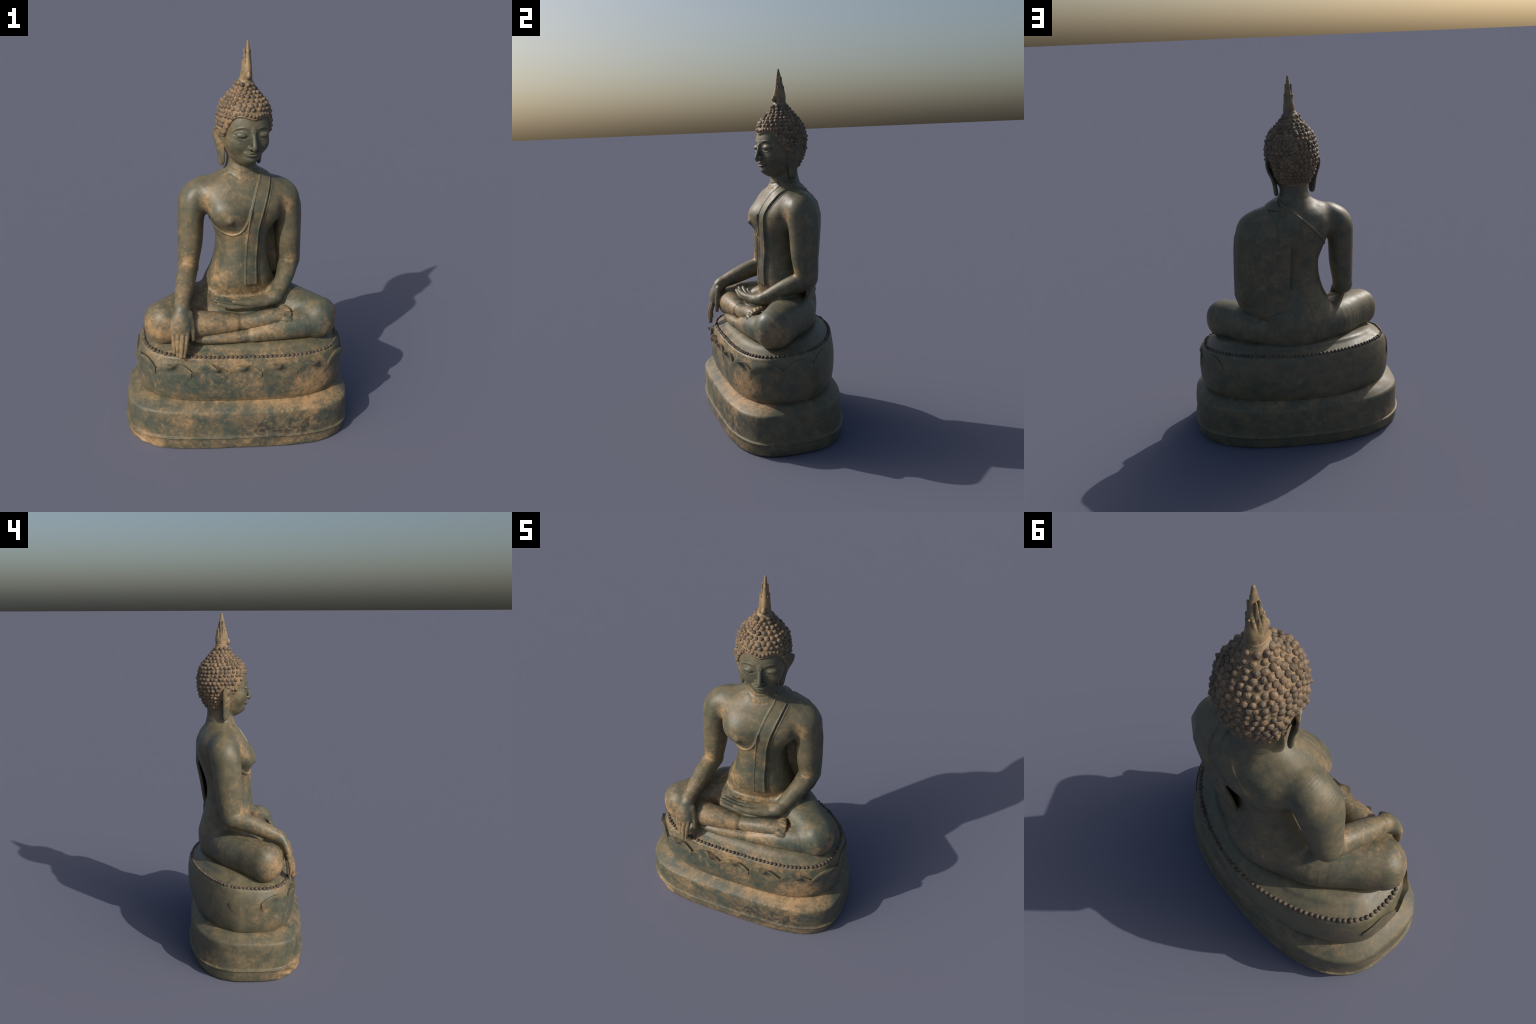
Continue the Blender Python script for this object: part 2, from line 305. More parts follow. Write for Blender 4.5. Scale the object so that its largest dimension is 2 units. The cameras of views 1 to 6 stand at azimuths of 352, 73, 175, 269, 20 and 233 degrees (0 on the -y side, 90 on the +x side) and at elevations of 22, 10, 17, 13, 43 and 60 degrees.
# ------------------------------------------------------------------ meshing (narrow-band surface nets)
H = .0026
def mesh_field():
    lo = np.array([-.54, -.33, .49]); hi = np.array([.54, .33, 1.84]); nb = 8; B = nb * H
    n = np.ceil((hi - lo) / B).astype(int)
    g = np.stack(np.meshgrid(*[np.arange(k) for k in n], indexing='ij'), -1).reshape(-1, 3)
    dc = evaluate(lo + (g + .5) * B)
    dc3 = dc.reshape(n)
    act = g[np.abs(dc) < B * .87 + .012]
    key = ((act[:, 0] // 4) * 1000 + act[:, 1] // 4) * 1000 + act[:, 2] // 4
    order = np.argsort(key, kind='stable'); act = act[order]; key = key[order]
    N = n * nb
    sgn = np.where(dc3 > 0, F(.1), F(-.1))
    D = np.repeat(np.repeat(np.repeat(sgn, nb, 0), nb, 1), nb, 2)
    off = np.stack(np.meshgrid(*[np.arange(nb)] * 3, indexing='ij'), -1).reshape(-1, 3)
    cuts = np.flatnonzero(np.diff(key)) + 1
    for blk in np.split(act, cuts):
        idx = (blk[:, None, :] * nb + off[None]).reshape(-1, 3)
        D[idx[:, 0], idx[:, 1], idx[:, 2]] = evaluate(lo + idx * H, cull=.045)
    S = D < 0
    cnt = np.zeros(tuple(N - 1), np.uint8)
    for dx in (0, 1):
        for dy in (0, 1):
            for dz in (0, 1):
                cnt += S[dx:N[0] - 1 + dx, dy:N[1] - 1 + dy, dz:N[2] - 1 + dz]
    cells = np.argwhere((cnt > 0) & (cnt < 8)); del cnt
    vid = np.full(tuple(N - 1), -1, np.int32); vid[cells[:, 0], cells[:, 1], cells[:, 2]] = np.arange(len(cells))
    acc = np.zeros((len(cells), 3)); num = np.zeros(len(cells))
    corner = [(a, b, c) for a in (0, 1) for b in (0, 1) for c in (0, 1)]
    val = {c: D[cells[:, 0] + c[0], cells[:, 1] + c[1], cells[:, 2] + c[2]] for c in corner}
    for ax in range(3):
        for c in corner:
            if c[ax]: continue
            e = list(c); e[ax] = 1; a, b = val[c], val[tuple(e)]
            m = (a < 0) != (b < 0)
            t = np.where(m, a / np.where(m, a - b, 1), 0)
            p = np.tile(np.array(c, float), (len(cells), 1)); p[:, ax] += t
            acc += p * m[:, None]; num += m
    V = lo + (cells + acc / num[:, None]) * H
    quads = []
    for ax in range(3):
        sl0 = [slice(None)] * 3; sl1 = [slice(None)] * 3
        sl0[ax] = slice(0, N[ax] - 1); sl1[ax] = slice(1, N[ax])
        a, b = S[tuple(sl0)], S[tuple(sl1)]
        e = np.argwhere(a != b); inside = a[e[:, 0], e[:, 1], e[:, 2]]
        u, v = (ax + 1) % 3, (ax + 2) % 3
        ok = (e[:, u] > 0) & (e[:, v] > 0) & (e[:, u] < N[u] - 1) & (e[:, v] < N[v] - 1)
        e, inside = e[ok], inside[ok]
        def cell(du, dv):
            q = e.copy(); q[:, u] -= du; q[:, v] -= dv
            return vid[q[:, 0], q[:, 1], q[:, 2]]
        Q = np.stack([cell(1, 1), cell(0, 1), cell(0, 0), cell(1, 0)], 1)
        Q[~inside] = Q[~inside][:, ::-1]
        quads.append(Q)
    return V, np.vstack(quads)

V, Q = mesh_field()
print('field meshed', len(V), len(Q), round(time.time() - T0, 1))

# ------------------------------------------------------------------ labels
key = np.floor(V / .1).astype(int); key = (key[:, 0] * 1000 + key[:, 1]) * 1000 + key[:, 2]
order = np.argsort(key, kind='stable'); cuts = np.flatnonzero(np.diff(key[order])) + 1
LABELS = []
for l, _, _ in PRIMS:
    if l not in LABELS: LABELS.append(l)
LD = np.full((len(V), len(LABELS)), 1.0, F)
for ids in np.split(order, cuts):
    _, per = evaluate(V[ids], cull=.03, labels=True)
    for l, v in per.items(): LD[ids, LABELS.index(l)] = v
# drop tiny loose bits (keep the big connected surface)
face_lab = LD[Q].mean(1).argmin(1)
names = list(LABELS) + ['hair']
fc = V[Q].mean(1)
face_lab[(face_lab == LABELS.index('head')) & (hairline(fc) > .001)] = len(names) - 1
m = sash_mask(fc) > .5
face_lab[m & np.isin(face_lab, [LABELS.index('torso'), LABELS.index('neck')])] = LABELS.index('robe')

# ------------------------------------------------------------------ materials
def new_mat(name):
    m = bpy.data.materials.new(name); m.use_nodes = True
    nt = m.node_tree; b = nt.nodes['Principled BSDF']
    return m, nt, b
class NB:
    """tiny node-building helper"""
    def __init__(s, nt): s.nt = nt; s.geo = nt.nodes.new('ShaderNodeNewGeometry')
    def link(s, a, b): s.nt.links.new(a, b)
    def noise(s, scale, detail=4, rough=.55, dist=0, off=(0, 0, 0), sc=(1, 1, 1)):
        mp = s.nt.nodes.new('ShaderNodeMapping'); s.link(s.geo.outputs['Position'], mp.inputs[0])
        mp.inputs['Location'].default_value = off; mp.inputs['Scale'].default_value = sc
        n = s.nt.nodes.new('ShaderNodeTexNoise'); n.inputs['Scale'].default_value = scale; n.inputs['Detail'].default_value = detail
        n.inputs['Roughness'].default_value = rough; n.inputs['Distortion'].default_value = dist
        s.link(mp.outputs[0], n.inputs['Vector']); return n.outputs['Fac']
    def ramp(s, v, lo, hi, a=0., b=1.):
        n = s.nt.nodes.new('ShaderNodeMapRange'); n.interpolation_type = 'SMOOTHSTEP'
        for i, x in zip((1, 2, 3, 4), (lo, hi, a, b)): n.inputs[i].default_value = x
        s.link(v, n.inputs[0]); return n.outputs[0]
    def math(s, op, a, b):
        n = s.nt.nodes.new('ShaderNodeMath'); n.operation = op
        for i, x in enumerate((a, b)):
            if isinstance(x, (int, float)): n.inputs[i].default_value = x
            else: s.link(x, n.inputs[i])
        return n.outputs[0]
    def mix(s, f, a, b):
        n = s.nt.nodes.new('ShaderNodeMix'); n.data_type = 'RGBA'
        if isinstance(f, (int, float)): n.inputs[0].default_value = f
        else: s.link(f, n.inputs[0])
        for i, x in ((6, a), (7, b)):
            if isinstance(x, tuple): n.inputs[i].default_value = (*x, 1)
            else: s.link(x, n.inputs[i])
        return n.outputs[2]
    def near(s, c, r, soft=.6):
        """1 near point c, fading over radius r (r may be per-axis)."""
        r = (r, r, r) if isinstance(r, (int, float)) else r
        a = s.nt.nodes.new('ShaderNodeVectorMath'); a.operation = 'SUBTRACT'; s.link(s.geo.outputs['Position'], a.inputs[0]); a.inputs[1].default_value = c
        d = s.nt.nodes.new('ShaderNodeVectorMath'); d.operation = 'DIVIDE'; s.link(a.outputs[0], d.inputs[0]); d.inputs[1].default_value = r
        l = s.nt.nodes.new('ShaderNodeVectorMath'); l.operation = 'LENGTH'; s.link(d.outputs[0], l.inputs[0])
        return s.ramp(l.outputs['Value'], soft * .25, 1.45, 1, 0)

TAN = (.420, .268, .127); BROWN = (.225, .160, .086); OLIVE = (.185, .145, .078); GREEN = (.084, .085, .054); TEAL = (.034, .066, .058); DARK = (.045, .038, .030)

def bronze(name, tan_bias=0., dust=(), stains=(), rough=.47, tan=TAN, teal=()):
    """Dark olive bronze; teal patina in patches on the weathered front; tan earth where dust masks say so."""
    m, nt, b = new_mat(name); n = NB(nt)
    big = n.noise(4.5, 5, .60, .2); mid = n.noise(15, 6, .66, .3, (3, 1, 2)); fine = n.noise(55, 6, .72, .3, (7, 2, 5)); grain = n.noise(240, 3, .7)
    front = n.near((0, -.45, .80), (.95, .50, 1.5))
    col = n.mix(n.ramp(n.math('ADD', n.math('MULTIPLY', mid, .65), n.math('MULTIPLY', fine, .35)), .34, .66), GREEN, OLIVE)
    pf = n.math('ADD', n.math('MULTIPLY', n.noise(9, 5, .65, .3, (11, 4, 8)), .7), n.math('MULTIPLY', fine, .3))
    for c, r, w in teal: pf = n.math('ADD', pf, n.math('MULTIPLY', n.near(c, r), w))
    patch = n.ramp(pf, .42, .59)
    col = n.mix(n.math('MULTIPLY', patch, n.ramp(front, 0, 1, .15, .90)), col, TEAL)
    t = n.math('ADD', n.math('MULTIPLY', big, .50), n.math('ADD', n.math('MULTIPLY', mid, .45), n.math('MULTIPLY', fine, .40)))
    t = n.math('ADD', t, n.ramp(front, 0, 1, -.045, .080))
    for c, r, w in dust:
        t = n.math('ADD', t, n.math('MULTIPLY', n.near(c, r), n.math('MULTIPLY', n.ramp(mid, .30, .65, .55, 1.0), w * .85)))
    col = n.mix(n.ramp(t, .60 - tan_bias, .98 - tan_bias), col, BROWN)
    streak = n.math('ADD', n.math('MULTIPLY', t, .75), n.math('ADD', n.math('MULTIPLY', fine, .35), n.math('MULTIPLY', grain, .12)))
    col = n.mix(n.ramp(streak, .77 - .75 * tan_bias, 1.08 - .75 * tan_bias), col, tan)
    for c, r in stains:
        k = n.math('MULTIPLY', n.near(c, r), n.ramp(n.noise(30, 5, .7, .5, (1, 9, 4)), .45, .60))
        col = n.mix(k, col, DARK)
    col = n.mix(n.ramp(grain, .35, .72, 0, .28), col, DARK)
    nt.links.new(col, b.inputs['Base Color'])
    nt.links.new(n.ramp(mid, .3, .7, rough - .06, rough + .12), b.inputs['Roughness'])
    bp = nt.nodes.new('ShaderNodeBump'); bp.inputs['Strength'].default_value = .25; bp.inputs['Distance'].default_value = .004
    nt.links.new(n.math('ADD', n.math('MULTIPLY', fine, .7), n.math('MULTIPLY', grain, .3)), bp.inputs['Height'])
    nt.links.new(bp.outputs[0], b.inputs['Normal'])
    return m

DUST = [((0, .01, .745), (.25, .12, .05), .34), ((.0, -.125, .748), (.19, .055, .030), -.25), ((-.27, .0, .905), .05, .34), ((.26, .09, .90), .05, .30), ((-.10, -.22, .65), (.16, .08, .08), .18),
        ((-.42, -.20, .60), .10, .2), ((.46, -.12, .60), .11, .2), ((-.19, .02, 1.24), (.05, .07, .08), .30), ((0, .04, 1.36), (.09, .06, .04), .3),
        ((.225, .06, 1.20), (.05, .05, .07), .25), ((-.13, .02, .84), (.06, .10, .09), .25), ((-.31, -.275, .56), (.05, .05, .08), .12),
        ((.235, -.14, .685), .045, .2), ((.06, -.19, .62), (.20, .03, .03), .2), ((-.10, .09, 1.54), (.06, .05, .12), .2), ((.1, .14, .95), (.10, .10, .18), .2),
        ((-.06, -.04, 1.07), (.12, .08, .02), .2)]
MAT_BODY = bronze('patinated_bronze', 0.0, DUST + [((.03, -.03, 1.53), (.10, .09, .11), -.14)], teal=[((.03, -.03, 1.54), (.11, .10, .12), .24), ((.04, -.04, .92), (.10, .06, .10), .10), ((.30, -.14, .62), (.20, .10, .07), .07), ((.28, .10, 1.15), (.08, .10, .2), .06)])
MAT_HAIR = bronze('dusty_bronze_scalp', .30, (), (), .6, (.27, .175, .090))
MAT_BASE = bronze('pedestal_bronze', -.02, [((0, 0, .256), (.62, .40, .020), .22), ((.40, -.25, .24), (.22, .16, .08), .26), ((-.5, -.25, .03), (.15, .15, .06), .4), ((-.50, .22, .10), (.09, .12, .05), .30), ((.1, -.33, .03), (.6, .1, .04), .15)],
                  [((.12, -.33, .10), (.16, .08, .09)), ((.32, -.30, .12), (.14, .10, .09))], .55, teal=[((-.1, -.33, .15), (.4, .08, .06), .05), ((.5, -.25, .15), (.12, .15, .06), .08)])
MAT_CUSHION = bronze('lotus_bronze', -.03, [((0, 0, .256), (.62, .40, .022), .22), ((.36, -.26, .34), (.15, .14, .10), .30), ((0, -.25, .49), (.6, .12, .03), .16), ((-.5, -.1, .40), (.10, .12, .08), .12)],
                  teal=[((-.20, -.30, .35), (.38, .08, .09), .10), ((.12, -.30, .31), (.25, .08, .05), .08)])

def curl_mat(name, base, hi):
    m, nt, b = new_mat(name); n = NB(nt)
    oi = nt.nodes.new('ShaderNodeObjectInfo')
    f = n.math('ADD', n.math('MULTIPLY', oi.outputs['Random'], .28), n.math('MULTIPLY', n.noise(75, 5, .75), 1.0))
    col = n.mix(n.ramp(f, .35, .95), base, hi)
    nt.links.new(col, b.inputs['Base Color']); b.inputs['Roughness'].default_value = .6
    bp = nt.nodes.new('ShaderNodeBump'); bp.inputs['Strength'].default_value = .3; bp.inputs['Distance'].default_value = .003
    nt.links.new(n.noise(220, 3, .7), bp.inputs['Height']); nt.links.new(bp.outputs[0], b.inputs['Normal'])
    return m
MAT_CURL = curl_mat('curl_bronze', (.070, .057, .043), (.250, .165, .090))
MAT_BEAD = curl_mat('bead_bronze', (.045, .037, .030), (.13, .092, .06))

# ------------------------------------------------------------------ objects
def mesh_object(name, V, Q, mat, parent=None, smooth=True):
    me = bpy.data.meshes.new(name); me.from_pydata([tuple(v) for v in V], [], [tuple(int(i) for i in q) for q in Q]) if len(V) < 5000 else fast_mesh(me, V, Q)
    if smooth: me.polygons.foreach_set('use_smooth', np.ones(len(me.polygons), bool))
    me.materials.append(mat); me.update()
    ob = bpy.data.objects.new(name, me); bpy.context.collection.objects.link(ob)
    if parent: ob.parent = parent
    return ob
def fast_mesh(me, V, Q):
    me.vertices.add(len(V)); me.vertices.foreach_set('co', np.asarray(V, F).ravel())
    k = Q.shape[1]
    me.loops.add(len(Q) * k); me.loops.foreach_set('vertex_index', Q.astype(np.int32).ravel())
    me.polygons.add(len(Q)); me.polygons.foreach_set('loop_start', np.arange(0, len(Q) * k, k, dtype=np.int32))
    me.update(calc_edges=True)

root = bpy.data.objects.new('seated_figure_statue', None); bpy.context.collection.objects.link(root)
root['label'] = 'patinated bronze seated meditating figure on a lotus pedestal'
root['category'] = 'statue'

# whole-body normals (area weighted), shared by every part so no seam shows
def vertex_normals(V, Q):
    a = V[Q[:, 2]] - V[Q[:, 0]]; b = V[Q[:, 3]] - V[Q[:, 1]]
    fn = np.cross(a, b); N = np.zeros_like(V)
    for j in range(4):
        for c in range(3): N[:, c] += np.bincount(Q[:, j], fn[:, c], len(V))
    return N / (np.linalg.norm(N, axis=1)[:, None] + 1e-12)
NORM = vertex_normals(V, Q)
def body_part(label, name):
    ids = [i for i, l in enumerate(names) if l == label]
    f = Q[np.isin(face_lab, ids)]
    if not len(f): return None
    u, inv = np.unique(f, return_inverse=True)
    me = bpy.data.meshes.new(name); fast_mesh(me, V[u], inv.reshape(f.shape))
    me.polygons.foreach_set('use_smooth', np.ones(len(me.polygons), bool))
    me.materials.append(MAT_HAIR if label == 'hair' else MAT_BODY)
    me.normals_split_custom_set_from_vertices([tuple(x) for x in NORM[u]])
    ob = bpy.data.objects.new(name, me); bpy.context.collection.objects.link(ob); ob.parent = root
    return ob
PARTS = {}
for l in names:
    nm = l.replace('_right', '').replace('_left', '')
    PARTS[l] = body_part(l, nm)

# ------------------------------------------------------------------ pedestal and cushion: lofted rounded plans
def plan(th, a, yf, yb, cy, nf, nb):
    """Rounded plan: flatter in front (nf), rounder behind (nb)."""
    c, s = np.cos(th), np.sin(th)          # s<0: front
    n = np.where(s < 0, nf + .25 * sstep(-c, -.3, .3), nb - .13 * sstep(-c, -.2, .5)); b = np.where(s < 0, cy - yf, yb - cy)
    r = 1 / (np.abs(c / a) ** n + np.abs(s / b) ** n) ** (1 / n)
    return r * c, cy + r * s
def arc_angles(a, yf, yb, cy, nf, nb, count):
    th = np.linspace(-math.pi / 2, 1.5 * math.pi, 6001); x, y = plan(th, a, yf, yb, cy, nf, nb)
    L = np.concatenate([[0], np.cumsum(np.hypot(np.diff(x), np.diff(y)))])
    return np.interp(np.linspace(0, L[-1], count, endpoint=False), L, th), L[-1]
def wob(x, y, z, s, k=0.):
    return (np.sin(x * 9 * s + 1.3 + k) * np.cos(z * 11 * s + y * 7 * s) + .6 * np.sin(y * 17 * s + z * 13 * s + 2 + k) + .4 * np.sin(x * 31 * s - z * 23 * s + k)) / 2

def plan_loft(rows, NT, n=6):
    """rows: z_front, z_back, a, yf, yb, cy, nf, nb"""
    C = catmull(rows, n)
    th, _ = arc_angles(*C[len(C) // 2, 2:], NT)
    rings = []
    for r in C:
        x, y = plan(th, *r[2:])
        k = np.clip((y + .27) / .58, 0, 1)
        rings.append(np.stack([x, y, r[0] + (r[1] - r[0]) * k], 1))
    return np.array(rings), th, C
def ring_quads(nr, nt, close_top=False):
    i, j = np.meshgrid(np.arange(nr - 1), np.arange(nt), indexing='ij'); i, j = i.ravel(), j.ravel(); k = (j + 1) % nt
    return np.stack([i * nt + j, i * nt + k, (i + 1) * nt + k, (i + 1) * nt + j], 1)

CY = .0
BASE = [[.0, .0, .572, -.320, .314, CY, 3.5, 2.5], [.003, .003, .585, -.332, .324, CY, 3.5, 2.5], [.03, .03, .592, -.337, .331, CY, 3.5, 2.5], [.060, .060, .596, -.340, .336, CY, 3.5, 2.5],
        [.068, .068, .600, -.344, .342, CY, 3.5, 2.5], [.073, .073, .598, -.343, .340, CY, 3.5, 2.5], [.077, .077, .590, -.337, .333, CY, 3.5, 2.5], [.10, .10, .589, -.336, .332, CY, 3.5, 2.5],
        [.16, .16, .590, -.338, .332, CY, 3.5, 2.5], [.200, .212, .590, -.339, .331, CY, 3.5, 2.5], [.218, .231, .586, -.335, .327, CY, 3.5, 2.5], [.228, .243, .573, -.323, .318, CY, 3.4, 2.45],
        [.240, .262, .548, -.302, .306, CY, 3.3, 2.3], [.254, .278, .515, -.268, .288, CY, 3.0, 2.1], [.258, .280, .45, -.20, .22, CY, 3, 2.1]]
R, th, C = plan_loft(BASE, 420, 5)
for i in range(len(R)):
    x, y, z = R[i].T
    nrm = np.stack([x / .58 ** 2, y / .33 ** 2], 1); nrm /= np.linalg.norm(nrm, axis=1)[:, None]
    w = .0022 * wob(x, y, z, 1.) + .0009 * wob(x, y, z, 4., 2.)
    low = np.exp(-(z / .05) ** 2)
    chip = np.exp(-((x + .50) / .06) ** 2 - ((y + .24) / .06) ** 2 - ((z - .02) / .035) ** 2)
    w = w - .018 * chip * (1 + .5 * np.sin(z * 160 + x * 90)) + low * .0015 * wob(x, y, z, 6., 5.)
    R[i, :, :2] += nrm * w[:, None]
    if 0 < i: R[i, :, 2] = np.maximum(R[i, :, 2] + .0015 * wob(x, y, z, 2., 1.) * (z > .01), 0)
nr, nt = R.shape[:2]
PV = R.reshape(-1, 3); PQ = ring_quads(nr, nt)
base = mesh_object('pedestal', PV, PQ, MAT_BASE, root)
import bmesh
def close_ends(ob):
    bm = bmesh.new(); bm.from_mesh(ob.data)
    edges = [e for e in bm.edges if e.is_boundary]
    bmesh.ops.holes_fill(bm, edges=edges, sides=0); bmesh.ops.recalc_face_normals(bm, faces=bm.faces)
    bm.to_mesh(ob.data); bm.free()
close_ends(base)

# cushion: z_front, z_back, ...
KY = .02; KX = .005
CUSH = [[.240, .262, .512, -.266, .290, KY, 3.0, 1.95], [.258, .280, .527, -.280, .306, KY, 3.0, 1.93], [.29, .31, .539, -.293, .323, KY, 3.0, 1.9], [.34, .365, .547, -.301, .338, KY, 2.95, 1.88],
        [.40, .425, .548, -.300, .344, KY, 2.95, 1.86], [.44, .47, .541, -.290, .343, KY, 3.0, 1.85], [.475, .515, .529, -.279, .338, KY, 3.05, 1.85], [.492, .536, .521, -.274, .332, KY, 3.1, 1.85],
        [.499, .546, .509, -.263, .322, KY, 3.1, 1.85], [.503, .553, .495, -.252, .310, KY, 3.1, 1.85], [.515, .570, .46, -.226, .285, KY, 3.1, 1.85], [.534, .592, .41, -.195, .258, KY, 3, 1.85], [.545, .605, .25, -.12, .15, KY, 3, 2]]
R, cth, CC = plan_loft(CUSH, 480, 5)
for i in range(len(R)):
    x, y, z = R[i].T
    nrm = np.stack([x / .55 ** 2, (y - KY) / .31 ** 2], 1); nrm /= np.linalg.norm(nrm, axis=1)[:, None]
    R[i, :, :2] += nrm * (.0022 * wob(x, y, z, 1.2, 3.) + .0006 * wob(x, y, z, 5., 1.))[:, None]
    R[i, :, 2] += .0015 * wob(x, y, z, 1.5, 4.)
nr, nt = R.shape[:2]
R[:, :, 0] += KX
cushion = mesh_object('lotus_cushion', R.reshape(-1, 3), ring_quads(nr, nt), MAT_CUSHION, root)
close_ends(cushion)

def cushion_point(th, zf):
    """Surface point and outward normal at plan angle th and front height zf (side wall only)."""
    def at(th, zf):
        p = [np.interp(zf, CC[:60, 0], CC[:60, j]) for j in range(1, 8)]
        x, y = plan(th, *p[1:]); k = np.clip((y + .27) / .58, 0, 1)
        return np.stack([x, y, zf + (p[0] - zf) * k], -1)
    P = at(th, zf); e = 1e-3
    tu = at(th + e, zf) - P; tv = at(th, zf + e) - P
    n = np.cross(tu, tv); n /= np.linalg.norm(n, axis=-1)[..., None]
    return P, n

# lotus petals along the front and sides
mid = (.548, -.300, .344, KY, 2.95, 1.86)
tt = np.linspace(-math.pi / 2 - 2.6, -math.pi / 2 + 2.6, 4001); px, py = plan(tt, *mid)
arc = np.concatenate([[0], np.cumsum(np.hypot(np.diff(px), np.diff(py)))]); arc -= np.interp(-math.pi / 2, tt, arc)
centres = [-.722, -.545, -.362, -.180, -.005, .178, .358, .535, .712, .885]
prng = np.random.default_rng(3)
for i, c in enumerate(centres):
    half = .0892
    s = np.linspace(-1, 1, 41); t = np.linspace(0, 1, 34)
    Sg, Tg = np.meshgrid(s, t, indexing='xy')
    lean = prng.normal(0, .10)
    th = np.interp(c + Sg * half, arc, tt)
    top = .434 + .038 * (1 - np.abs(Sg) ** 1.8) + prng.normal(0, .002)
    if c > .8: top = top + .012
    zf = .262 + (top - .262) * Tg
    P, n = cushion_point(th, zf)
    hook = np.exp(-((Sg - lean) / .34) ** 2) * sstep(Tg, .74, 1.0)
    edge = sstep(Tg, .22 + .45 * np.abs(Sg) ** 3, .97)
    size = 1 + prng.normal(0, .15)
    rim_h = 1.0
    if abs(c) > .5: size *= .40
    if abs(c) > .6: size *= .12; rim_h = .35
    if c > .8: size = 0.; rim_h = .2
    off = -.0025 + .0095 * edge * (.4 + .6 * rim_h) + .0008 * (i % 2) + .009 * rim_h * sstep(Tg, .78, 1) + .030 * hook ** 1.6 * size * np.clip(1.15 - np.abs(c) * .35, .6, 1)
    O = P + n * off[..., None]
    O[..., 2] -= .016 * hook ** 2 * size
    I = P - n * .006
    I[-1, :, 2] -= .004
    m_, k_ = Sg.shape; W = np.vstack([O.reshape(-1, 3), I.reshape(-1, 3)]); o2 = m_ * k_
    ii, jj = np.meshgrid(np.arange(m_ - 1), np.arange(k_ - 1), indexing='ij'); ii, jj = ii.ravel(), jj.ravel()
    q1 = np.stack([ii * k_ + jj, ii * k_ + jj + 1, (ii + 1) * k_ + jj + 1, (ii + 1) * k_ + jj], 1)
    rim = np.concatenate([np.arange(k_), np.arange(1, m_) * k_ + k_ - 1, (m_ - 1) * k_ + np.arange(k_ - 2, -1, -1), np.arange(m_ - 2, 0, -1) * k_])
    r2 = np.roll(rim, -1)
    side = np.stack([rim, rim + o2, r2 + o2, r2], 1)
    W[:, 0] += KX
    ob = mesh_object('lotus_petal', W, np.vstack([q1, q1[:, ::-1] + o2, side]), MAT_CUSHION, root)
    ob.data.set_sharp_from_angle(angle=math.radians(50))

# bead ring
BEADRING = (.509, -.262, .320, KY, 3.1, 1.85)
bth, per = arc_angles(*BEADRING, 118)
def lathe(profile, seg=14, noise=0., seed=0):
    r_ = np.random.default_rng(seed); th = np.linspace(0, 2 * math.pi, seg, endpoint=False)
    V = []; 
    for r, z in profile: V += [[r * math.cos(a) * (1 + noise * r_.normal()), r * math.sin(a) * (1 + noise * r_.normal()), z * (1 + noise * .5 * r_.normal())] for a in th]
    k = len(profile); Q = ring_quads(k, seg).tolist(); V.append([0, 0, profile[-1][1] + .08 * abs(profile[-1][1] - profile[0][1])]); t = len(V) - 1
    T = [[(k - 1) * seg + j, (k - 1) * seg + (j + 1) % seg, t] for j in range(seg)]
    return np.array(V), Q + T
def shared(name, V, Q, mat):
    me = bpy.data.meshes.new(name); me.from_pydata([tuple(v) for v in V], [], Q)
    me.polygons.foreach_set('use_smooth', np.ones(len(me.polygons), bool)); me.materials.append(mat); me.update(); return me
bead_prof = [(.85, -.5), (1, -.15), (1, .2), (.9, .55), (.68, .8), (.38, .95), (.15, 1.0)]
bead_meshes = [shared('bead', *lathe(bead_prof, 14, .05, s), MAT_BEAD) for s in range(4)]
from mathutils import Matrix, Vector
def place(name, me, P, n, size, spin, parent):
    ob = bpy.data.objects.new(name, me); bpy.context.collection.objects.link(ob)
    q = Vector(n).to_track_quat('Z', 'Y')
    ob.matrix_world = Matrix.Translation(Vector(P)) @ q.to_matrix().to_4x4() @ Matrix.Rotation(spin, 4, 'Z') @ Matrix.Diagonal((*size, 1))
    ob.parent = parent; return ob
bead_parent = cushion
for i, t in enumerate(bth):
    t = t + rng.normal(0, .0018)
    x, y = plan(np.array(t), *BEADRING); k = min(max((float(y) + .27) / .58, 0), 1)
    z = .499 + .047 * k
    nx, ny = float(x) / .51 ** 2, (float(y) - KY) / .29 ** 2; l = math.hypot(nx, ny)
    r = .0098 * (1 + rng.normal(0, .09))
    place('bead', bead_meshes[i % 4], (float(x) + KX, float(y), z - .001), (nx / l * .75, ny / l * .75, .66), (r, r, r * rng.uniform(.95, 1.25)), rng.uniform(0, 6), bead_parent)

# ------------------------------------------------------------------ hair curls, row by row round the skull
skull = [p for l, p, k in PRIMS if l == 'head'][0]
def skull_radius(ph, z):
    """Radius of the hair surface at local azimuth ph (0 = face) and height z."""
    C = skull.C
    cx, cy, a, bf, bb, n = [np.interp(z, C[:, 0], C[:, j]) for j in range(1, 7)]
    sx, cyv = math.sin(ph), -math.cos(ph); b = bf if cyv < 0 else bb
    r = 1 / ((abs(sx) / a) ** n + (abs(cyv) / b) ** n) ** (1 / n)
    return r + .007
curl_prof = [(1.0, -.35), (1.02, .05), (.97, .34), (.85, .60), (.64, .82), (.42, .97), (.25, 1.06), (.10, 1.14)]
curl_meshes = [shared('curl', *lathe(curl_prof, 14, .06, 20 + s), MAT_CURL) for s in range(6)]
spots = []
